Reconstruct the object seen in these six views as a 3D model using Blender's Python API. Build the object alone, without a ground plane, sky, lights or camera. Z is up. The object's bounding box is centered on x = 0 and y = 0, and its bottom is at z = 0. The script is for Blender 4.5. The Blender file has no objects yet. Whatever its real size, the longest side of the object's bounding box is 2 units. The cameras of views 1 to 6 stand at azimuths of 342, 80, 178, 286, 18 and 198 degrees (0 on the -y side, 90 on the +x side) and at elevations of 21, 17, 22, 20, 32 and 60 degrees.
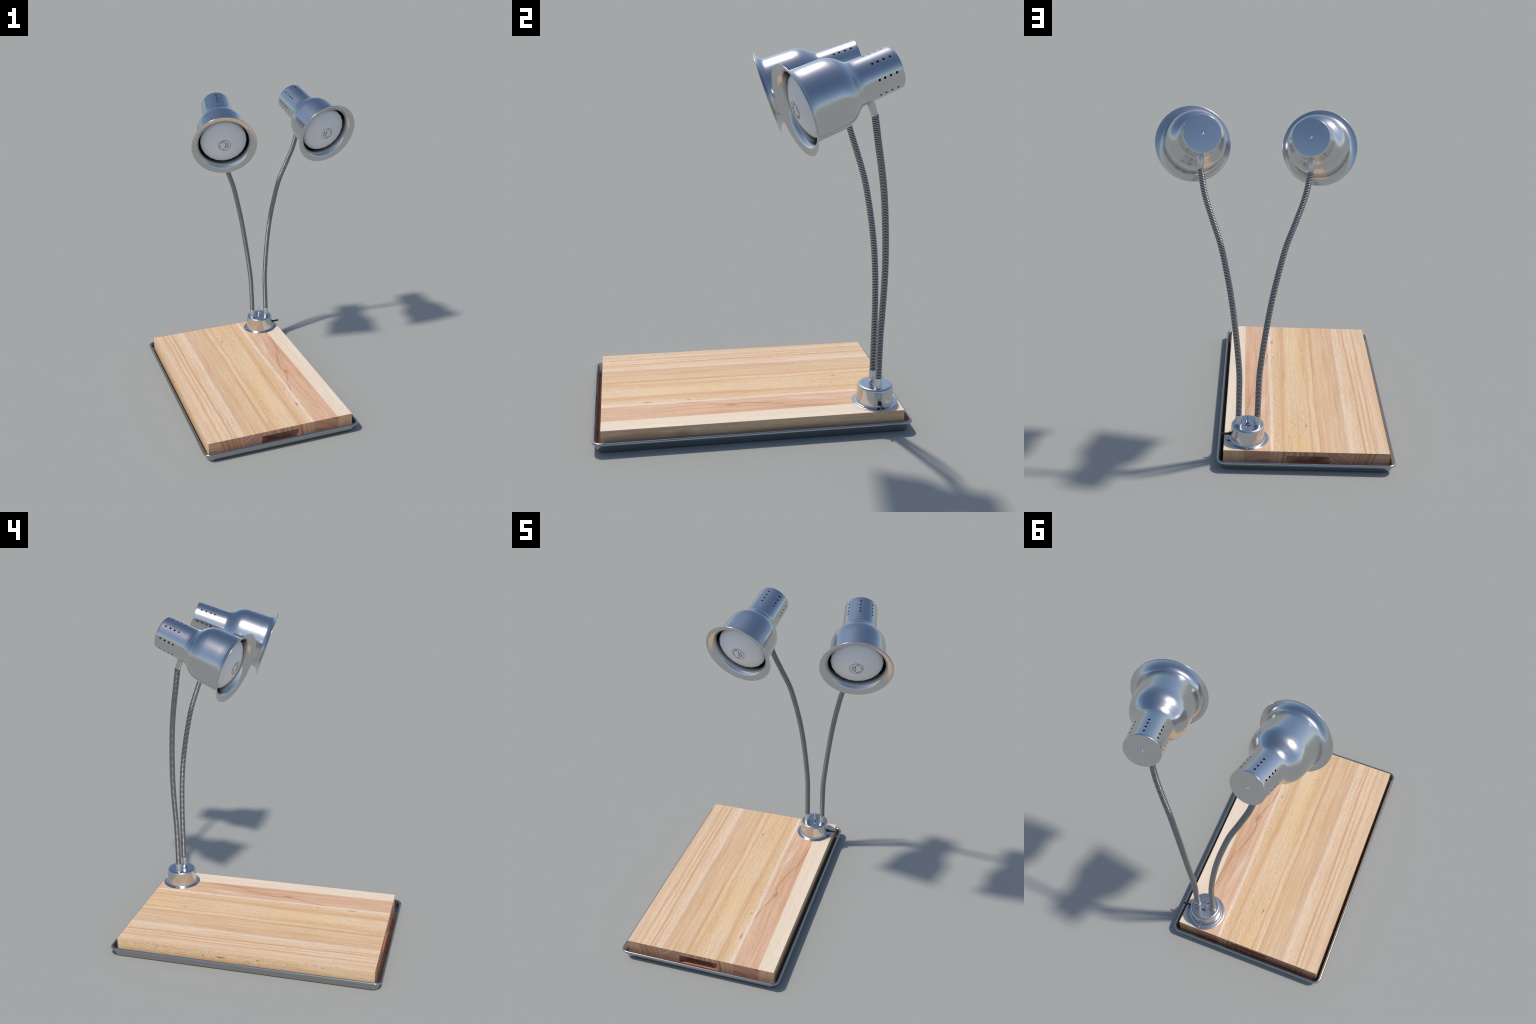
import bpy, bmesh, math
import numpy as np
from mathutils import Vector, Matrix

# ---------------------------------------------------------------- dimensions
CX, CY = 0.1418, 0.6650            # axis of the lamp base
BOARD_X = (-0.6812, 0.2778)
BOARD_Y = (-0.7925, 0.7925)
BOARD_Z = (0.0060, 0.1147)
TRAY_X = (-0.7186, 0.3152)
TRAY_Y = 0.8385
BASE_Z = BOARD_Z[1]
LAMP_AXIS = Vector((0.1640, -0.9221, -0.3503)).normalized()
LAMP_CAP = Vector((0.4217, 0.5952, 1.9066))

# ---------------------------------------------------------------- node helper
class Nodes:
    def __init__(self, name):
        self.mat = bpy.data.materials.new(name)
        self.mat.use_nodes = True
        self.t = self.mat.node_tree
        self.bsdf = self.t.nodes["Principled BSDF"]
        self.co = self.t.nodes.new("ShaderNodeTexCoord").outputs["Object"]
    def link(self, a, b): self.t.links.new(a, b)
    def put(self, sock, v):
        if isinstance(v, bpy.types.NodeSocket): self.link(v, sock)
        else: sock.default_value = v
    def math(self, op, a, b=0.0, clamp=False):
        n = self.t.nodes.new("ShaderNodeMath"); n.operation = op; n.use_clamp = clamp
        self.put(n.inputs[0], a); self.put(n.inputs[1], b); return n.outputs[0]
    def sep(self, v):
        n = self.t.nodes.new("ShaderNodeSeparateXYZ"); self.link(v, n.inputs[0]); return n.outputs
    def comb(self, x, y, z):
        n = self.t.nodes.new("ShaderNodeCombineXYZ")
        for i, v in enumerate((x, y, z)): self.put(n.inputs[i], v)
        return n.outputs[0]
    def noise(self, vec, scale=1.0, detail=3.0, rough=0.5, dist=0.0):
        n = self.t.nodes.new("ShaderNodeTexNoise")
        self.link(vec, n.inputs["Vector"]); n.inputs["Scale"].default_value = scale
        n.inputs["Detail"].default_value = detail; n.inputs["Roughness"].default_value = rough
        n.inputs["Distortion"].default_value = dist
        return n.outputs["Fac"]
    def ramp(self, fac, stops, mode='EASE'):
        n = self.t.nodes.new("ShaderNodeValToRGB"); self.link(fac, n.inputs[0])
        r = n.color_ramp; r.interpolation = mode
        while len(r.elements) < len(stops): r.elements.new(0.5)
        for e, (p, c) in zip(r.elements, stops):
            e.position = p; e.color = (c, c, c, 1) if not hasattr(c, '__len__') else (*c, 1)
        return n.outputs[0]
    def mix(self, fac, a, b, mode='MIX'):
        n = self.t.nodes.new("ShaderNodeMix"); n.data_type = 'RGBA'; n.blend_type = mode
        self.put(n.inputs[0], fac)
        for s, v in ((n.inputs[6], a), (n.inputs[7], b)):
            if isinstance(v, bpy.types.NodeSocket): self.link(v, s)
            else: s.default_value = (*v, 1)
        return n.outputs[2]
    def bump(self, h, strength, dist):
        n = self.t.nodes.new("ShaderNodeBump"); self.link(h, n.inputs["Height"])
        n.inputs["Strength"].default_value = strength; n.inputs["Distance"].default_value = dist
        self.link(n.outputs[0], self.bsdf.inputs["Normal"])

def lin(r, g, b):
    f = lambda c: c/12.92 if c <= 0.04045 else ((c+0.055)/1.055)**2.4
    return tuple(f(c/255.0) for c in (r, g, b))

def metal(name, col, rough, var=0.04):
    n = Nodes(name)
    v = n.noise(n.co, 9.0, 3.0)
    n.put(n.bsdf.inputs["Base Color"], n.mix(v, tuple(c*0.985 for c in col), tuple(c*1.015 for c in col)))
    n.bsdf.inputs["Metallic"].default_value = 1.0
    n.put(n.bsdf.inputs["Roughness"], n.math('ADD', n.math('MULTIPLY', v, var), rough-var/2))
    return n.mat

def plain(name, col, rough, metallic=0.0):
    n = Nodes(name)
    v = n.noise(n.co, 60.0, 2.0)
    n.put(n.bsdf.inputs["Base Color"], n.mix(v, tuple(c*0.96 for c in col), tuple(min(1, c*1.04) for c in col)))
    n.bsdf.inputs["Roughness"].default_value = rough
    n.bsdf.inputs["Metallic"].default_value = metallic
    return n.mat

# ---------------------------------------------------------------- wood
def wood(name, light, mid, dark, seed, band=14.0, streak=0.5, pores=0.4, wander=0.012,
         features=(), bands=(), tone=(1.0, 0.962, 0.915)):
    """Long grain along y. features: soft ellipses (x, y, rx, ry, colour, amount);
    bands: lengthwise stripes (x at y=0, slope, half width, wobble, colour, amount)."""
    warm = lambda c: tuple(p*q for p, q in zip(c, tone))
    light, mid, dark = warm(light), warm(mid), warm(dark)
    n = Nodes(name)
    x, y, z = n.sep(n.co)
    w1 = n.noise(n.comb(n.math('ADD', n.math('MULTIPLY', x, 3.0), seed), n.math('MULTIPLY', y, 2.2), z), 1.0, 2.0)
    xw = n.math('ADD', x, n.math('MULTIPLY', n.math('SUBTRACT', w1, 0.5), wander*1.8))
    def stretched(sx, sy, off, detail=3.0, rough=0.5, dist=0.0):
        return n.noise(n.comb(n.math('ADD', n.math('MULTIPLY', xw, sx), off),
                              n.math('MULTIPLY', y, sy), n.math('MULTIPLY', z, sx*0.8)), 1.0, detail, rough, dist)
    broad = stretched(band, 0.7, seed, 2.0)
    col = n.mix(n.ramp(broad, [(0.32, 0.0), (0.68, 1.0)]), light, mid)
    s = stretched(band*3.2, 0.9, seed+7.3, 4.0, 0.6, 0.3)
    col = n.mix(n.math('MULTIPLY', n.ramp(s, [(0.50, 0.0), (0.72, 1.0)]), streak), col, dark)
    for (bx, slope, hw, wob, c, amt) in bands:
        d = n.math('SUBTRACT', xw, n.math('ADD', bx, n.math('MULTIPLY', y, slope)))
        if wob:
            wn = n.noise(n.comb(bx*31.0+seed, n.math('MULTIPLY', y, 5.0), 0.0), 1.0, 3.0)
            d = n.math('ADD', d, n.math('MULTIPLY', n.math('SUBTRACT', wn, 0.5), wob))
        a = n.math('DIVIDE', n.math('ABSOLUTE', d), hw)
        f = n.math('MULTIPLY', n.math('SUBTRACT', 1.0, a, True), amt)
        vn = stretched(60.0, 3.0, seed+bx*40, 3.0)
        f = n.math('MULTIPLY', f, n.math('ADD', 0.35, n.math('MULTIPLY', vn, 1.3)), True)
        col = n.mix(f, col, warm(c))
    # medium streaks, then short dashes (cut vessels), then fine fibres
    med = stretched(band*8.0, 2.2, seed+5.9, 3.0, 0.6)
    col = n.mix(n.ramp(med, [(0.46, 0.0), (0.74, streak*0.75)]), col, dark)
    col = n.mix(n.ramp(n.math('SUBTRACT', 1.0, med), [(0.52, 0.0), (0.78, 0.55)]), col, light)
    fine = n.noise(n.comb(n.math('ADD', n.math('MULTIPLY', xw, 300.0), seed), n.math('MULTIPLY', y, 16.0),
                          n.math('MULTIPLY', z, 300.0)), 1.0, 3.0, 0.6)
    col = n.mix(n.ramp(fine, [(0.42, 0.0), (0.75, 0.38)]), col, dark)
    po = n.noise(n.comb(n.math('ADD', n.math('MULTIPLY', xw, 230.0), seed), n.math('MULTIPLY', y, 48.0),
                        n.math('MULTIPLY', z, 230.0)), 1.0, 2.0, 0.6)
    where = stretched(band*1.1, 0.8, seed+11.7, 2.0)
    pm = n.math('MULTIPLY', n.ramp(po, [(0.50, 0.0), (0.70, 1.0)]),
                n.math('MULTIPLY', n.ramp(where, [(0.40, 0.30), (0.62, 1.0)]), pores))
    col = n.mix(pm, col, tuple(c*0.88 for c in dark))
    for (fx, fy, rx, ry, c, amt, *zz) in features:
        jx = n.math('MULTIPLY', n.math('SUBTRACT', stretched(40.0, 30.0, fx*17, 2.0), 0.5), rx*1.6)
        dx = n.math('DIVIDE', n.math('ADD', n.math('SUBTRACT', x, fx), jx), rx)
        dy = n.math('DIVIDE', n.math('SUBTRACT', y, fy), ry)
        rr = n.math('SQRT', n.math('ADD', n.math('MULTIPLY', dx, dx), n.math('MULTIPLY', dy, dy)))
        if zz:
            dz = n.math('DIVIDE', n.math('SUBTRACT', z, zz[0]), zz[1])
            rr = n.math('SQRT', n.math('ADD', n.math('MULTIPLY', rr, rr), n.math('MULTIPLY', dz, dz)))
        f = n.math('MULTIPLY', n.math('SUBTRACT', 1.0, rr, True), amt, True)
        col = n.mix(f, col, c)
    n.link(col, n.bsdf.inputs["Base Color"])
    n.bsdf.inputs["Roughness"].default_value = 0.62
    n.bsdf.inputs["Specular IOR Level"].default_value = 0.25
    n.bump(fine, 0.12, 0.001)
    return n

def curly_line(n, pts, half, colour, amount, seed):
    """Dark figure line of the grain: x follows y through a few control points."""
    x, y, z = n.sep(n.co)
    lo, hi = pts[0][0], pts[-1][0]
    fac = n.math('DIVIDE', n.math('SUBTRACT', y, lo), hi-lo, True)
    c = n.t.nodes.new("ShaderNodeFloatCurve")
    cur = c.mapping.curves[0]
    xs = [p[1] for p in pts]; x0, x1 = min(xs), max(xs)
    while len(cur.points) < len(pts): cur.points.new(0.5, 0.5)
    for cp, (py, px) in zip(cur.points, pts): cp.location = ((py-lo)/(hi-lo), (px-x0)/(x1-x0))
    c.mapping.update()
    n.link(fac, c.inputs["Value"])
    tx = n.math('ADD', n.math('MULTIPLY', c.outputs[0], x1-x0), x0)
    wob = n.noise(n.comb(seed, n.math('MULTIPLY', y, 14.0), 0.0), 1.0, 3.0)
    d = n.math('ADD', n.math('SUBTRACT', x, tx), n.math('MULTIPLY', n.math('SUBTRACT', wob, 0.5), 0.012))
    f = n.math('SUBTRACT', 1.0, n.math('DIVIDE', n.math('ABSOLUTE', d), half), True)
    inside = n.math('MULTIPLY', n.math('GREATER_THAN', y, lo), n.math('LESS_THAN', y, hi))
    fadeA = n.math('MULTIPLY', n.math('SUBTRACT', y, lo), 14.0, True)
    fadeB = n.math('MULTIPLY', n.math('SUBTRACT', hi, y), 14.0, True)
    f = n.math('MULTIPLY', n.math('MULTIPLY', f, inside), n.math('MULTIPLY', n.math('MULTIPLY', fadeA, fadeB), amount))
    prev = n.bsdf.inputs["Base Color"].links[0].from_socket
    n.link(n.mix(f, prev, colour), n.bsdf.inputs["Base Color"])

def end_grain(name, light, dark, seed, tilt, freq):
    n = Nodes(name)
    x, y, z = n.sep(n.co)
    wob = n.noise(n.comb(n.math('MULTIPLY', x, 9.0), seed, n.math('MULTIPLY', z, 9.0)), 1.0, 2.0)
    # growth rings round a pith far below or beside the plank
    dx = n.math('SUBTRACT', x, tilt[0]); dz = n.math('SUBTRACT', z, tilt[1])
    r = n.math('SQRT', n.math('ADD', n.math('MULTIPLY', dx, dx), n.math('MULTIPLY', dz, dz)))
    r = n.math('ADD', r, n.math('MULTIPLY', wob, 0.02))
    g = n.noise(n.comb(n.math('MULTIPLY', r, freq), seed*3.7, 0.0), 1.0, 3.0, 0.6)
    col = n.mix(n.ramp(g, [(0.36, 0.0), (0.66, 1.0)]), light, dark)
    p = n.noise(n.comb(n.math('MULTIPLY', x, 330.0), seed, n.math('MULTIPLY', z, 330.0)), 1.0, 2.0)
    col = n.mix(n.ramp(p, [(0.5, 0.0), (0.8, 0.35)]), col, dark)
    n.link(col, n.bsdf.inputs["Base Color"])
    n.bsdf.inputs["Roughness"].default_value = 0.7
    n.bsdf.inputs["Specular IOR Level"].default_value = 0.2
    return n.mat

# ---------------------------------------------------------------- object helper
def new_obj(name, mesh, mats, parent=None, matrix=None):
    o = bpy.data.objects.new(name, mesh)
    for m in mats: mesh.materials.append(m)
    bpy.context.scene.collection.objects.link(o)
    if matrix is not None: o.matrix_world = matrix
    if parent is not None:
        o.parent = parent
        o.matrix_parent_inverse = Matrix.Identity(4)
        if matrix is not None:
            o.matrix_local = parent_world(parent).inverted() @ matrix
    return o

def parent_world(o):
    return (parent_world(o.parent) @ o.matrix_local) if o.parent else o.matrix_local.copy()

def empty(name, parent=None):
    o = bpy.data.objects.new(name, None); o.empty_display_size = 0.1
    bpy.context.scene.collection.objects.link(o)
    if parent: o.parent = parent
    return o

def mesh_from(verts, faces, smooth=True, name="mesh"):
    me = bpy.data.meshes.new(name)
    me.from_pydata([tuple(v) for v in verts], [], faces)
    me.validate()
    bm = bmesh.new(); bm.from_mesh(me)
    bmesh.ops.recalc_face_normals(bm, faces=bm.faces)
    bm.to_mesh(me); bm.free()
    for p in me.polygons: p.use_smooth = smooth
    return me

def smooth_by_angle(me, deg=35):
    me.set_sharp_from_angle(angle=math.radians(deg))

def spline(pts, per=8):
    """Centripetal-free Catmull-Rom through 2D or 3D control points."""
    P = [np.array(p, float) for p in pts]
    P = [2*P[0]-P[1]] + P + [2*P[-1]-P[-2]]
    out = []
    for i in range(1, len(P)-2):
        for k in range(per):
            t = k/per
            out.append(0.5*((2*P[i]) + (P[i+1]-P[i-1])*t + (2*P[i-1]-5*P[i]+4*P[i+1]-P[i+2])*t*t
                            + (3*P[i]-P[i-1]-3*P[i+1]+P[i+2])*t**3))
    out.append(P[-2])
    return out

def lathe(profile, seg=96, closed=False):
    """profile of (r, z); points with r == 0 become poles."""
    verts, faces, rings = [], [], []
    for r, z in profile:
        if r < 1e-7:
            rings.append([len(verts)]); verts.append((0, 0, z))
        else:
            rings.append(list(range(len(verts), len(verts)+seg)))
            verts += [(r*math.cos(2*math.pi*k/seg), r*math.sin(2*math.pi*k/seg), z) for k in range(seg)]
    pairs = list(zip(rings, rings[1:]))
    if closed: pairs.append((rings[-1], rings[0]))
    for a, b in pairs:
        for k in range(seg):
            q = (k+1) % seg
            f = [a[k % len(a)], a[q % len(a)], b[q % len(b)], b[k % len(b)]]
            f = [v for i, v in enumerate(f) if v not in f[:i]]
            if len(f) > 2: faces.append(f)
    return mesh_from(verts, faces)

def cut(me, cutters):
    """Boolean difference of a mesh with a joined cutter mesh (local space)."""
    a = bpy.data.objects.new("tmp_body", me); b = bpy.data.objects.new("tmp_cut", cutters)
    sc = bpy.context.scene.collection
    sc.objects.link(a); sc.objects.link(b)
    m = a.modifiers.new("b", 'BOOLEAN'); m.operation = 'DIFFERENCE'; m.solver = 'EXACT'; m.object = b
    dg = bpy.context.evaluated_depsgraph_get()
    out = bpy.data.meshes.new_from_object(a.evaluated_get(dg))
    bpy.data.objects.remove(a); bpy.data.objects.remove(b)
    return out

def revolve_normals(me, profile, tol=0.6):
    """Give a cut surface of revolution its analytic normals, so holes leave no shading marks."""
    P = np.array(profile); d = np.gradient(P, axis=0)
    seg = np.diff(P, axis=0); nrm = np.stack([seg[:, 1], -seg[:, 0]], 1)
    nrm /= np.linalg.norm(nrm, axis=1)[:, None] + 1e-12
    vn = np.zeros_like(P)
    for i in range(len(P)):
        a = nrm[max(i-1, 0)]; b = nrm[min(i, len(nrm)-1)]
        vn[i] = a+b
        vn[i] /= np.linalg.norm(vn[i]) + 1e-12
    normals = []
    for poly in me.polygons:
        fn = np.array(poly.normal)
        for li in poly.loop_indices:
            v = np.array(me.vertices[me.loops[li].vertex_index].co)
            r = math.hypot(v[0], v[1])
            q = np.array([r, v[2]])
            t = np.clip(((q-P[:-1])*seg).sum(1)/((seg**2).sum(1)+1e-15), 0, 1)
            c = P[:-1]+seg*t[:, None]
            best, bd = None, 1e9
            dist = ((q-c)**2).sum(1)
            for i in np.argsort(dist)[:4]:
                n2 = vn[i]*(1-t[i])+vn[i+1]*t[i]
                e = np.array([v[0]/max(r, 1e-9), v[1]/max(r, 1e-9)])
                n3 = np.array([n2[0]*e[0], n2[0]*e[1], n2[1]])
                n3 /= np.linalg.norm(n3)+1e-12
                if dist[i] < 1e-8 and abs(n3@fn) > tol:
                    best = n3 if n3@fn > 0 else -n3
                    break
            normals.append(best if best is not None else fn)
    me.normals_split_custom_set([tuple(x) for x in normals])

def sweep(points, radii, seg=20, cap=True):
    P = np.array(points); T = np.gradient(P, axis=0); T /= np.linalg.norm(T, axis=1)[:, None]
    up = np.array([0, 1.0, 0]); verts, faces = [], []
    n = up-(up@T[0])*T[0]
    if np.linalg.norm(n) < 1e-3: n = np.array([1.0, 0, 0])-T[0]*T[0][0]
    for i in range(len(P)):
        n = n-(n@T[i])*T[i]; n /= np.linalg.norm(n); b = np.cross(T[i], n)
        for k in range(seg):
            a = 2*math.pi*k/seg
            verts.append(P[i]+radii[i]*(math.cos(a)*n+math.sin(a)*b))
    for i in range(len(P)-1):
        for k in range(seg):
            q = (k+1) % seg
            faces.append((i*seg+k, i*seg+q, (i+1)*seg+q, (i+1)*seg+k))
    if cap:
        faces.append(tuple(range(seg))); faces.append(tuple((len(P)-1)*seg+k for k in range(seg)))
    return mesh_from(verts, faces)

def prism(pts, z0, z1):
    k = len(pts)
    v = [(x, y, z0) for x, y in pts]+[(x, y, z1) for x, y in pts]
    f = [tuple(range(k)), tuple(range(k, 2*k))]+[(i, (i+1) % k, k+(i+1) % k, k+i) for i in range(k)]
    return v, f

def join_geo(parts):
    V, F = [], []
    for v, f in parts:
        o = len(V); V += list(v); F += [tuple(i+o for i in q) for q in f]
    return V, F

# ---------------------------------------------------------------- materials
STEEL = metal("brushed_stainless_steel", (0.60, 0.605, 0.61), 0.215)
TRAY_STEEL = metal("pan_steel", (0.42, 0.43, 0.44), 0.18)
RIB = metal("gooseneck_rib_steel", (0.54, 0.54, 0.545), 0.30)
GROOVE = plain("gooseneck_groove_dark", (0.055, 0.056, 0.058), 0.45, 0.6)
CHROME = metal("switch_chrome", (0.72, 0.73, 0.75), 0.12)
RUBBER = plain("black_rubber", (0.012, 0.012, 0.013), 0.42)
BULB = plain("frosted_bulb_glass", (0.78, 0.78, 0.79), 0.38)
VENT_SHADE = plain("painted_vent_shade", (0.010, 0.010, 0.010), 0.7)
PRINT = plain("grey_brown_print", lin(84, 76, 72), 0.6)
RED = plain("red_label", lin(140, 25, 32), 0.5)
BLACK = plain("black_label", (0.012, 0.012, 0.012), 0.5)
WHITE = plain("white_label_print", (0.55, 0.55, 0.55), 0.5)

root = empty("carving_station_heat_lamp")
root["label"] = "two gooseneck heat lamps on wooden board in steel tray"
root["category"] = "heat lamp"

# ---------------------------------------------------------------- tray
def round_rect(inset, radius, z, per=10):
    x0, x1 = TRAY_X[0]+inset, TRAY_X[1]-inset
    y0, y1 = -TRAY_Y+inset, TRAY_Y-inset
    out = []
    for cx, cy, a0 in ((x1-radius, y1-radius, 0), (x0+radius, y1-radius, 90), (x0+radius, y0+radius, 180), (x1-radius, y0+radius, 270)):
        for k in range(per+1):
            a = math.radians(a0+90*k/per)
            out.append((cx+radius*math.cos(a), cy+radius*math.sin(a), z))
    return out

RIM_R = 0.0085; RIM_Z = 0.0535; CORNER = 0.048
prof = [(0.034, 0.0), (0.029, 0.0012), (0.0255, 0.0045), (0.0240, 0.009), (0.0150, 0.0440)]
prof += [(RIM_R+RIM_R*math.cos(a), RIM_Z+RIM_R*math.sin(a)) for a in np.radians(np.linspace(-40, -320, 15))]
prof += [(0.0185, 0.0465), (0.0262, 0.0105), (0.029, 0.0055), (0.035, 0.0030)]
V, F = [], []
N = None
for d, z in prof:
    rad = max(CORNER-d, 0.016) if z > 0.04 else CORNER-0.012+0.25*(0.0135-d)
    ring = round_rect(d, rad, z); N = len(ring); V += ring
for i in range(len(prof)-1):
    for k in range(N):
        q = (k+1) % N
        F.append((i*N+k, i*N+q, (i+1)*N+q, (i+1)*N+k))
F.append(tuple(range(N))); F.append(tuple((len(prof)-1)*N+k for k in range(N)))
tray_me = mesh_from(V, F)
smooth_by_angle(tray_me, 50)
new_obj("tray", tray_me, [TRAY_STEEL], root)

# ---------------------------------------------------------------- cutting board
pale = lin(238, 219, 196)
# x of the plank joints at the front (y-) and at the back (y+)
JOINTS = [(-0.6812, -0.6812), (-0.607, -0.607), (-0.448, -0.446), (-0.274, -0.276), (0.0190, 0.0100), (0.1805, 0.1580), (0.2778, 0.2778)]
TAN, HONEY, BROWN = lin(232, 204, 170), lin(222, 184, 138), lin(196, 146, 98)
WOODS = [
    wood("wood_cream_streaked", lin(231, 207, 178), lin(225, 194, 160), lin(202, 158, 118), 2.0, 22, 0.5, 0.35),
    wood("wood_tan_striped", lin(233, 208, 178), lin(226, 195, 158), lin(202, 156, 112), 9.0, 16, 0.5, 0.45,
         bands=[(-0.535, -0.012, 0.010, 0.012, lin(200, 152, 106), 0.75), (-0.566, -0.01, 0.005, 0.012, lin(204, 156, 114), 0.6),
                (-0.599, -0.008, 0.008, 0.012, lin(200, 152, 108), 0.65), (-0.466, 0.0, 0.026, 0.004, lin(236, 215, 192), 0.9)]),
    wood("wood_honey_figured", lin(228, 202, 170), lin(222, 187, 148), lin(198, 150, 106), 15.0, 12, 0.45, 0.30, 0.02,
         features=[(-0.38, -0.22, 0.05, 0.34, lin(210, 164, 114), 0.55), (-0.35, 0.30, 0.06, 0.26, lin(214, 170, 122), 0.45)],
         bands=[(-0.428, 0.004, 0.024, 0.012, lin(210, 178, 152), 0.55), (-0.283, 0.0, 0.014, 0.014, lin(206, 158, 110), 0.5),
                (-0.315, 0.0, 0.006, 0.016, lin(234, 208, 174), 0.7)]),
    wood("wood_pale_speckled", lin(234, 210, 178), lin(228, 198, 158), lin(202, 152, 104), 23.0, 12, 0.45, 0.60, 0.012,
         features=[(-0.011, -0.55, 0.007, 0.036, lin(150, 90, 68), 1.0), (-0.018, -0.325, 0.006, 0.018, lin(164, 98, 68), 1.0),
                   (-0.21, 0.519, 0.005, 0.022, lin(130, 80, 54), 1.0), (-0.18, 0.74, 0.045, 0.15, lin(236, 194, 128), 0.55),
                   (-0.175, -0.30, 0.07, 0.40, lin(230, 194, 136), 0.55)],
         bands=[(0.003, -0.005, 0.015, 0.005, lin(238, 220, 204), 1.1), (-0.075, 0.01, 0.026, 0.014, lin(206, 158, 108), 0.6),
                (-0.045, 0.0, 0.022, 0.01, lin(222, 182, 138), 0.55), (-0.235, 0.0, 0.012, 0.014, lin(208, 166, 122), 0.5)]),
    wood("wood_red_figured", lin(228, 194, 164), lin(216, 173, 138), lin(190, 140, 106), 31.0, 17, 0.55, 0.25, 0.022,
         features=[(0.08, -0.105, 0.026, 0.05, lin(184, 126, 96), 0.7), (0.05, 0.30, 0.03, 0.14, lin(228, 196, 172), 0.6),
                   (0.15, -0.16, 0.03, 0.12, lin(210, 156, 112), 0.6), (0.14, 0.2, 0.02, 0.3, lin(206, 152, 114), 0.5)]),
    wood("wood_pale_cream", lin(239, 222, 200), lin(235, 214, 190), lin(218, 186, 154), 41.0, 26, 0.40, 0.15, 0.006, tone=(1.0, 0.99, 0.96)),
]
curly_line(WOODS[4], [(-0.42, 0.012), (-0.26, 0.035), (-0.17, 0.062), (-0.10, 0.078), (-0.03, 0.066), (0.06, 0.078), (0.22, 0.128), (0.34, 0.150), (0.50, 0.160)],
           0.0038, lin(140, 88, 68), 0.75, 3.3)
curly_line(WOODS[4], [(-0.14, 0.158), (-0.09, 0.125), (-0.05, 0.105), (0.10, 0.118), (0.32, 0.168)], 0.0034, lin(172, 118, 92), 0.55, 8.1)
curly_line(WOODS[4], [(-0.10, 0.05), (0.05, 0.085), (0.20, 0.105), (0.36, 0.128), (0.5, 0.14)], 0.004, lin(186, 132, 102), 0.5, 1.7)
curly_line(WOODS[4], [(0.16, 0.02), (0.28, 0.05), (0.40, 0.075), (0.52, 0.08)], 0.016, lin(232, 204, 182), 0.6, 5.1)
SIDE_LEFT = wood("wood_side_speckled", lin(231, 206, 172), lin(224, 192, 152), lin(198, 150, 104), 53.0, 12, 0.4, 0.8, 0.01,
                 features=[(-0.68, 0.13, 0.02, 0.04, lin(160, 100, 72), 1.0, 0.074, 0.010), (-0.68, -0.10, 0.02, 0.014, lin(160, 100, 70), 1.0, 0.086, 0.008),
                           (-0.68, 0.24, 0.02, 0.012, lin(170, 112, 80), 0.9, 0.072, 0.008)])
SIDE_RIGHT = wood("wood_side_brown", lin(230, 202, 170), lin(220, 187, 152), lin(188, 138, 104), 67.0, 10, 0.5, 0.3, 0.01, tone=(1.0, 0.955, 0.89),
                  features=[(0.278, -0.38, 0.03, 0.07, lin(172, 124, 92), 0.7, 0.072, 0.025), (0.278, -0.58, 0.03, 0.12, lin(176, 128, 96), 0.6, 0.085, 0.012)])
ENDS = [
    end_grain("end_grain_left", lin(204, 162, 130), lin(174, 126, 98), 1.0, (-0.64, -0.9), 60),
    end_grain("end_grain_slanted", lin(198, 152, 120), lin(164, 114, 90), 2.0, (-0.98, -0.02), 60),
    end_grain("end_grain_diagonal", lin(200, 156, 128), lin(170, 122, 98), 3.0, (-0.60, 0.36), 75),
    end_grain("end_grain_warm", lin(204, 160, 128), lin(168, 118, 90), 4.0, (-0.60, 0.02), 55),
    end_grain("end_grain_red", lin(192, 142, 114), lin(154, 104, 82), 5.0, (0.03, -0.08), 60),
    end_grain("end_grain_pale", lin(206, 168, 132), lin(186, 144, 110), 6.0, (0.8, -0.02), 60),
]
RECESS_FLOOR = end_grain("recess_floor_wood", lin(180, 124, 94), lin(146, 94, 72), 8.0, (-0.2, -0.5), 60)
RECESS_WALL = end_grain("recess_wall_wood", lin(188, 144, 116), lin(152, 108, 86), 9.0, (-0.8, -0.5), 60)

board = empty("cutting_board", root)

# finger recess: flat mouth, scooped back, cut into both ends
RX0, RX1, RDEPTH, RZ0, RZ1 = -0.335, -0.082, 0.042, 0.030, 0.0865
def recess(sign):
    yo = BOARD_Y[1]*sign
    pts = [(RX0, yo+0.01*sign), (RX0, yo)]
    # slanting ends run into a flat back through rounded corners
    slant, rc = 0.052, 0.018
    for k in range(7):
        t = k/6
        p0, p1, p2 = (RX0+slant-rc, RDEPTH*(1-rc/slant)), (RX0+slant, RDEPTH), (RX0+slant+rc*1.3, RDEPTH)
        x, d = [(1-t)**2*u+2*t*(1-t)*v+t*t*w for u, v, w in zip(p0, p1, p2)]
        pts.append((x, yo-sign*d))
    pts += [(RX0+RX1-x, y) for x, y in pts[2:][::-1]]
    pts += [(RX1, yo), (RX1, yo+0.01*sign)]
    return prism(pts, RZ0, RZ1)
cutter_geo = join_geo([recess(1), recess(-1)])

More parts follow.
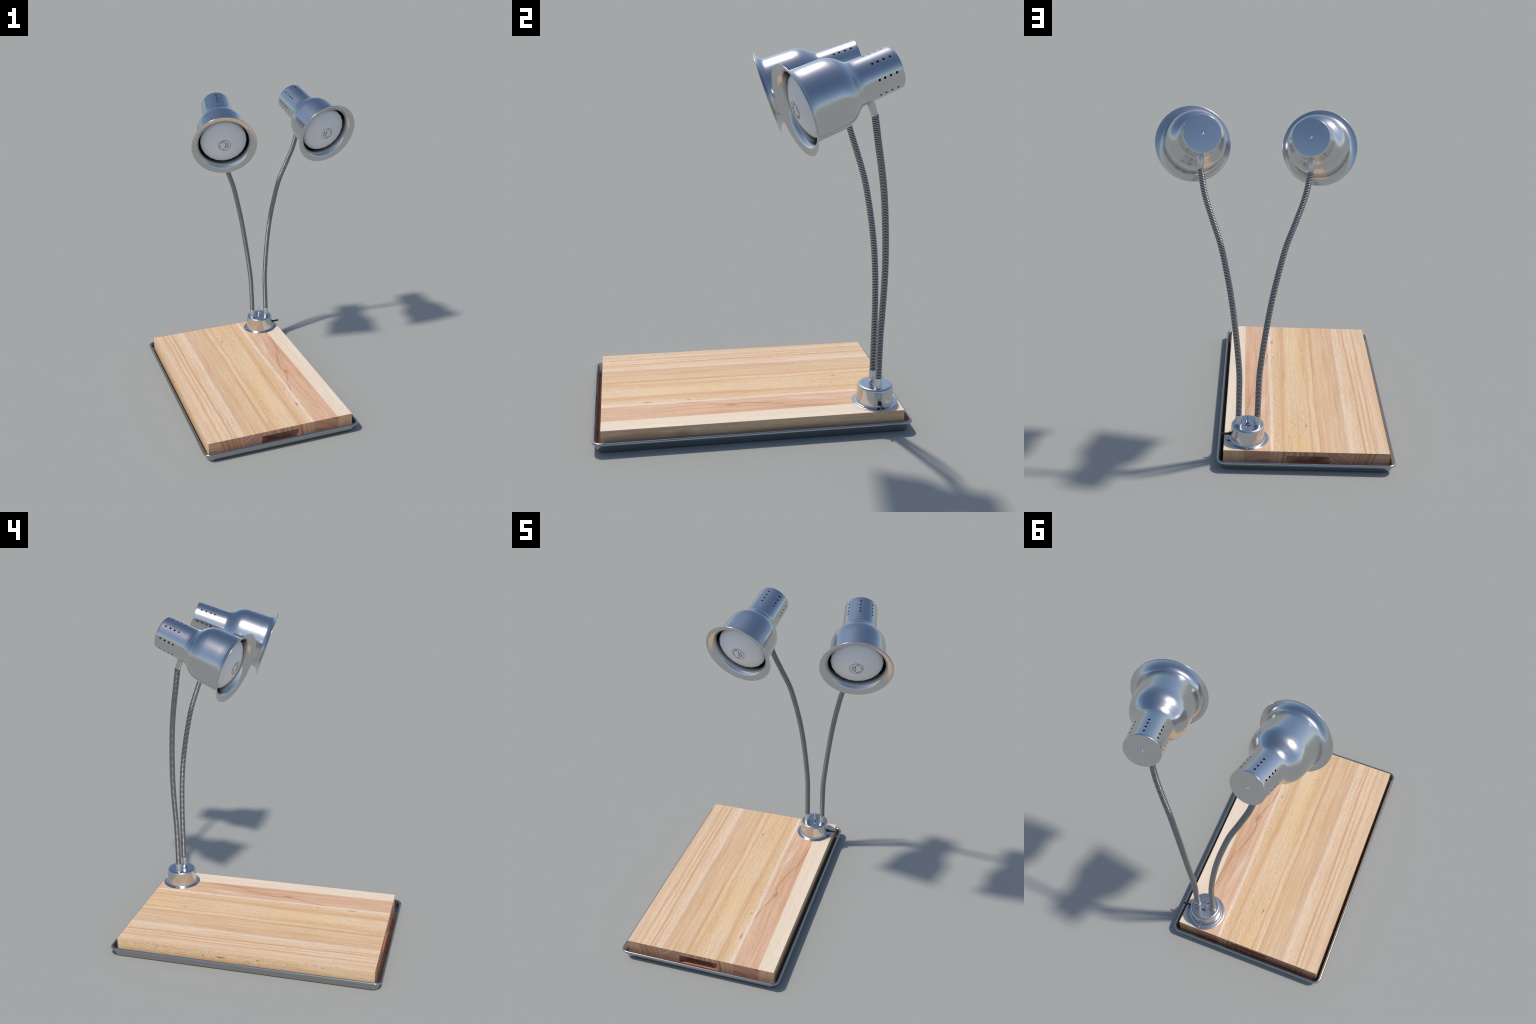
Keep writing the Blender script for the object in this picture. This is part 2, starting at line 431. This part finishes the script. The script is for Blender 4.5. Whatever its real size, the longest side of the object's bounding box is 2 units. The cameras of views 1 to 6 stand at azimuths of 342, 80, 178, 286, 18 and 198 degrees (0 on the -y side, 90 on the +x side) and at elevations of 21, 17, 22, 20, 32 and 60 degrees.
for i in range(len(JOINTS)-1):
    a, b = JOINTS[i], JOINTS[i+1]
    quad = [(a[0], BOARD_Y[0]), (b[0], BOARD_Y[0]), (b[1], BOARD_Y[1]), (a[1], BOARD_Y[1])]
    v, f = prism(quad, *BOARD_Z)
    me = mesh_from(v, f, False)
    if b[0] > RX0 and a[0] < RX1:
        me = cut(me, mesh_from(*cutter_geo, False))
    o = new_obj("plank", me, [], board)
    me.materials.clear()
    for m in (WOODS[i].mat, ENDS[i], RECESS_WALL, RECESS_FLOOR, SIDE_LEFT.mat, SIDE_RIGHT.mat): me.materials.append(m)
    # soften only the outer edges of the board
    bm = bmesh.new(); bm.from_mesh(me)
    outer = []
    for e in bm.edges:
        c0, c1 = e.verts[0].co, e.verts[1].co
        onx = lambda p: (i == 0 and abs(p.x-BOARD_X[0]) < 1e-4) or (i == len(JOINTS)-2 and abs(p.x-BOARD_X[1]) < 1e-4)
        ony = lambda p: abs(abs(p.y)-BOARD_Y[1]) < 1e-4
        top = lambda p: abs(p.z-BOARD_Z[1]) < 1e-4
        s = [(onx(c), ony(c) and c.y*c0.y > 0, top(c)) for c in (c0, c1)]
        n = [p and q for p, q in zip(*s)]
        if sum(n) >= 2: outer.append(e)
    bmesh.ops.bevel(bm, geom=outer, offset=0.0012, segments=2, affect='EDGES', profile=0.5)
    bm.to_mesh(me); bm.free()
    for p in me.polygons:
        c = p.center
        if abs(p.normal.y) > 0.72 and abs(abs(c.y)-BOARD_Y[1]) < 0.002: p.material_index = 1
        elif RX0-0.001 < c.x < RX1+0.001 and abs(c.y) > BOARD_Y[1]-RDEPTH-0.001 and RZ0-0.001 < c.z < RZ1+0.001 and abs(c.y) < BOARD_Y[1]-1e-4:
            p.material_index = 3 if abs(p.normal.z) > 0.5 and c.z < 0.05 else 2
        elif p.normal.x < -0.75 and i == 0: p.material_index = 4
        elif p.normal.x > 0.75 and i == len(JOINTS)-2: p.material_index = 5
        else: p.material_index = 0
        p.use_smooth = False

# ---------------------------------------------------------------- lamp base
def arc(cx, cz, r, a0, a1, k):
    return [(cx+r*math.cos(math.radians(a)), cz+r*math.sin(math.radians(a))) for a in np.linspace(a0, a1, k)]
FL_R, FL_T, WALL_R = 0.1242, 0.0030, 0.0970
TOPZ = 0.2175
TOP = TOPZ-BASE_Z
hp = [(0.0, 0.0004), (FL_R-0.0008, 0.0004), (FL_R, 0.001), (FL_R, FL_T-0.0006), (FL_R-0.0008, FL_T), (0.1085, FL_T)]
hp += arc(0.1085, FL_T+0.0095, 0.0095, -100, -176, 8)[1:]
hp += [(WALL_R+0.0012, 0.03), (WALL_R-0.001, TOP-0.016)]
hp += arc(WALL_R-0.016, TOP-0.015, 0.015, 4, 90, 9)[0:]
hp += [(0.07, TOP), (0.0, TOP)]
house_me = lathe(hp, 112)
holes = []
for k in range(4):
    a = k*math.pi/2
    c = (0.1118*math.cos(a), 0.1118*math.sin(a))
    holes.append(prism([(c[0]+0.0050*math.cos(t), c[1]+0.0050*math.sin(t)) for t in np.linspace(0, 2*math.pi, 20, endpoint=False)], -0.01, FL_T+0.004))
house_me = cut(house_me, mesh_from(*join_geo(holes), False))
for p in house_me.polygons: p.use_smooth = True
revolve_normals(house_me, hp)
base = new_obj("lamp_base", house_me, [STEEL], root, Matrix.Translation((CX, CY, BASE_Z)))

def at_base(x, y, z): return Matrix.Translation((CX+x, CY+y, z))
NECK_DX = 0.0546
FER_TOP = 0.2745
# ferrules on the housing
fer = [(0.0, 0.0), (0.0225, 0.0), (0.0205, 0.0022), (0.0194, 0.005), (0.0190, FER_TOP-TOPZ-0.0015), (0.0180, FER_TOP-TOPZ), (0.0, FER_TOP-TOPZ)]
fer_me = lathe(fer, 40); smooth_by_angle(fer_me, 40)
fo = new_obj("ferrule", fer_me, [STEEL], base, at_base(NECK_DX, -0.0006, TOPZ-0.0005))
f2 = fo.copy(); bpy.context.scene.collection.objects.link(f2)
f2.matrix_local = fo.matrix_local.copy(); f2.location.x = -NECK_DX

# toggle switch: washer, hex nut, threaded collar, lever
TZ = TOPZ
V, F = prism([(0.0155*math.cos(t), 0.0155*math.sin(t)) for t in np.radians(np.arange(15, 375, 60))], 0.0022, 0.0125)
V2, F2 = prism([(0.0170*math.cos(t), 0.0170*math.sin(t)) for t in np.radians(np.arange(0, 360, 12))], -0.0005, 0.0022)
V3, F3 = prism([(0.0108*math.cos(t), 0.0108*math.sin(t)) for t in np.radians(np.arange(0, 360, 15))], 0.0125, 0.0200)
nut = mesh_from(*join_geo([(V, F), (V2, F2), (V3, F3)]), False)
bm = bmesh.new(); bm.from_mesh(nut)
bmesh.ops.bevel(bm, geom=[e for e in bm.edges if e.calc_face_angle(0) > 0.7], offset=0.0006, segments=1, affect='EDGES')
bm.to_mesh(nut); bm.free()
sw = new_obj("toggle_switch", nut, [CHROME], base, at_base(0, 0.0005, TZ))
lev = lathe([(0, 0), (0.0075, 0.0), (0.0060, 0.004), (0.0046, 0.008), (0.0050, 0.022), (0.0059, 0.036), (0.0059, 0.0400), (0.0042, 0.0432), (0, 0.0438)], 24)
smooth_by_angle(lev, 50)
new_obj("toggle_lever", lev, [CHROME], base, at_base(0, 0.001, TZ+0.0165) @ Matrix.Rotation(math.radians(-8), 4, 'X'))

# printed on / off plates and their words
def plate(name, mat, y, arc_deg, inner, outer, sgn):
    pts = []
    for a in np.linspace(-arc_deg, arc_deg, 13): pts.append((outer*math.sin(math.radians(a)), sgn*outer*math.cos(math.radians(a))))
    for a in np.linspace(arc_deg, -arc_deg, 13): pts.append((inner*math.sin(math.radians(a)), sgn*inner*math.cos(math.radians(a))))
    me = mesh_from(*prism(pts, 0.0, 0.0009), False)
    return new_obj(name, me, [mat], base, at_base(0, y, TZ-0.0002))
plate("on_label", RED, 0.0005, 31, 0.0215, 0.0325, 1)
plate("off_label", BLACK, 0.0005, 33, 0.0215, 0.0325, -1)

def text_mesh(body, size, extrude=0.0, bold=0.0):
    cu = bpy.data.curves.new("txt", 'FONT'); cu.body = body; cu.size = size
    cu.align_x = 'CENTER'; cu.align_y = 'CENTER'; cu.extrude = extrude; cu.offset = bold; cu.resolution_u = 3
    o = bpy.data.objects.new("txt", cu); bpy.context.scene.collection.objects.link(o)
    dg = bpy.context.evaluated_depsgraph_get()
    me = bpy.data.meshes.new_from_object(o.evaluated_get(dg))
    bpy.data.objects.remove(o); bpy.data.curves.remove(cu)
    return me
new_obj("on_lettering", text_mesh("ON", 0.0105, 0.0002), [WHITE], base, at_base(0, 0.0005+0.0268, TZ+0.0009) @ Matrix.Rotation(math.pi, 4, 'Z'))
new_obj("off_lettering", text_mesh("OFF", 0.0105, 0.0002), [WHITE], base, at_base(0, 0.0005-0.0268, TZ+0.0009) @ Matrix.Rotation(math.pi, 4, 'Z'))

# power cord with strain relief, leaving the +x side
cz = 0.1430-BASE_Z
pts = spline([(0.090, 0.0, cz), (0.115, 0.0005, cz), (0.135, 0.0015, cz-0.0005), (0.1560, 0.0028, cz-0.0010)], 6)
cord_me = sweep(pts, [0.0066]*len(pts), 20); smooth_by_angle(cord_me, 50)
new_obj("power_cord", cord_me, [RUBBER], base, at_base(0, 0, BASE_Z))
sr = lathe([(0, 0), (0.0118, 0.0), (0.0126, 0.001), (0.0126, 0.0045), (0.0112, 0.0065), (0.0100, 0.0145), (0.0075, 0.0165), (0, 0.0165)], 32)
smooth_by_angle(sr, 40)
new_obj("strain_relief", sr, [RUBBER], base, at_base(0.0945, 0.0, BASE_Z+cz) @ Matrix.Rotation(math.pi/2, 4, 'Y'))

# ---------------------------------------------------------------- goosenecks
NECK = [(0.0544, .6645, .2736), (.0548, .6638, .4027), (.0569, .6638, .5319), (.0676, .6646, .6610), (.0818, .6636, .7902), (.0987, .6582, .9193),
        (.1199, .6470, 1.0485), (.1465, .6307, 1.1776), (.1784, .6093, 1.3068), (.2254, .5771, 1.4359), (.2696, .5420, 1.5651), (.2944, .5135, 1.6942)]
def neck_mesh(side):
    ctrl = [(CX+side*a, b, c) for a, b, c in NECK]
    c = np.array(spline(ctrl, 40))
    L = np.concatenate([[0], np.cumsum(np.linalg.norm(np.diff(c, axis=0), axis=1))])
    pitch = 0.0087; cnt = int(round(L[-1]/pitch))
    s, rad = [], []
    for k in range(cnt):
        for f, r in ((0.02, 0.0161), (0.46, 0.0161), (0.54, 0.0170), (0.64, 0.0176), (0.84, 0.0176), (0.95, 0.0170)):
            s.append((k+f)/cnt*L[-1]); rad.append(r)
    P = np.stack([np.interp(s, L, c[:, i]) for i in range(3)], 1)
    # smooth the tangents a little by resampling
    me = sweep(P, rad, 28)
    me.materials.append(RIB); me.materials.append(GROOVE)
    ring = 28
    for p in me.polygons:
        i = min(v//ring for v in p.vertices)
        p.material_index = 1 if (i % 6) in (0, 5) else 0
    smooth_by_angle(me, 60)
    return me
for side in (1, -1):
    o = new_obj("gooseneck", neck_mesh(side), [], root)

# ---------------------------------------------------------------- lamp heads
ctrl = [(0.1003, 0.003), (0.1018, 0.08), (0.1040, 0.17), (0.1055, 0.200), (0.1085, 0.2145), (0.1170, 0.2305), (0.1310, 0.2480), (0.1460, 0.2670),
        (0.1570, 0.2880), (0.1625, 0.3090), (0.1655, 0.3350), (0.1680, 0.41), (0.1692, 0.455), (0.1725, 0.4790), (0.1830, 0.4940), (0.1985, 0.5025), (0.2160, 0.5075)]
outer = [tuple(p) for p in spline(ctrl, 7)]
def offset(poly, d):
    P = np.array(poly); T = np.gradient(P, axis=0); T /= np.linalg.norm(T, axis=1)[:, None]
    return [tuple(p+d*np.array([-t[1], t[0]])) for p, t in zip(P, T)]
TH = 0.0028
inner = offset(outer, TH)
shade_prof = [(0.0, 0.0), (0.0950, 0.0), (0.0985, 0.0004), (0.0998, 0.0014)] + outer + [(0.2168, 0.5088), (0.2160, 0.5100)] + inner[::-1][:-1] + [(0.0970, 0.005), (0.0, 0.005)]
shade_me = lathe(shade_prof, 96)
vents = []
for k in range(8):
    R = Matrix.Rotation(math.pi/4*k, 4, 'Z')
    for t in (0.0370, 0.0685, 0.0990, 0.1268):
        v, f = prism([(0.0060*math.cos(a), 0.0060*math.sin(a)) for a in np.linspace(0, 2*math.pi, 16, endpoint=False)], 0.088, 0.115)
        M = R @ Matrix.Translation((0, 0, t)) @ Matrix.Rotation(math.pi/2, 4, 'Y')
        vents.append(([tuple(M @ Vector(p)) for p in v], f))
shade_me = cut(shade_me, mesh_from(*join_geo(vents), False))
for p in shade_me.polygons: p.use_smooth = True
revolve_normals(shade_me, shade_prof)
shade_me.materials.clear(); shade_me.materials.append(STEEL)

def dome(r):
    R = 0.1540; return 0.5075-0.047*(r/R)**2
bulb_prof = [(0.0, dome(0))]+[(r, dome(r)) for r in np.linspace(0.012, 0.142, 12)]
bulb_prof += [(0.1495, 0.4610), (0.1530, 0.4560), (0.1548, 0.4490), (0.1542, 0.4370), (0.141, 0.405), (0.120, 0.345), (0.090, 0.270), (0.068, 0.215), (0.058, 0.170), (0.052, 0.10), (0.0, 0.10)]
bulb_me = lathe(bulb_prof, 20)
smooth_by_angle(bulb_me, 70)
bulb_me.materials.append(BULB); bulb_me.materials.append(VENT_SHADE)
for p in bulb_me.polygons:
    if p.center.z < 0.25: p.material_index = 1      # bulb neck painted near-black: shade behind the vents put into its colour

def bulb_print():
    parts = []
    ringv, ringf = [], []
    K = 64
    for r in (0.0390, 0.0410):
        ringv += [(r*math.cos(2*math.pi*k/K), r*math.sin(2*math.pi*k/K), 0) for k in range(K)]
    ringf = [(k, (k+1) % K, K+(k+1) % K, K+k) for k in range(K)]
    parts.append((ringv, ringf))
    def add(body, size, M):
        me = text_mesh(body, size, 0.0, 0.00022)
        parts.append(([tuple(M @ v.co) for v in me.vertices], [tuple(p.vertices) for p in me.polygons]))
    add("TEFLON", 0.0140, Matrix.Translation((0, -0.0085, 0)))
    add("BR 40", 0.0130, Matrix.Translation((0, -0.0225, 0)))
    word = "AC 120V 250W"
    for i, ch in enumerate(word):
        if ch == " ": continue
        a = math.radians(-84+168*i/(len(word)-1))
        add(ch, 0.0125, Matrix.Rotation(-a, 4, 'Z') @ Matrix.Translation((0, 0.0300, 0)))
    V, F = join_geo(parts)
    V = [(x, y, dome(math.hypot(x, y))+0.0007) for x, y, z in V]
    return mesh_from(V, F, False)
print_me = bulb_print()
print_me.materials.append(PRINT)

screw_me = lathe([(0, 0), (0.0085, 0), (0.0085, -0.001), (0.0072, -0.0035), (0.0045, -0.0052), (0.0, -0.0058)], 24)
screw_me.materials.append(CHROME)
stem_prof = [(0.0, 0.0935), (0.0190, 0.0935), (0.0190, 0.112), (0.0165, 0.1685), (0.0155, 0.1700), (0.0, 0.1700)]
stem_me = lathe(stem_prof, 40); smooth_by_angle(stem_me, 45)
stem_me.materials.append(STEEL)

for side in (1, -1):
    ax = Vector((LAMP_AXIS.x*side, LAMP_AXIS.y, LAMP_AXIS.z))
    org = Vector((CX+side*(LAMP_CAP.x-CX), LAMP_CAP.y, LAMP_CAP.z))
    up = (Vector((0, 0, 1))-ax*ax.z).normalized(); xx = up.cross(ax)
    M = Matrix((( xx.x, up.x, ax.x, org.x), (xx.y, up.y, ax.y, org.y), (xx.z, up.z, ax.z, org.z), (0, 0, 0, 1)))
    shade = new_obj("lamp_shade", shade_me, [], root, M)
    new_obj("bulb", bulb_me, [], shade, M)
    new_obj("bulb_marking", print_me, [], shade, M @ Matrix.Rotation(-side*math.pi/2, 4, 'Z'))
    new_obj("cap_screw", screw_me, [], shade, M)
    S = M @ Matrix.Translation((0, 0, 0.1540)) @ Matrix.Rotation(math.pi/2, 4, 'X')
    new_obj("neck_socket", stem_me, [], shade, S)
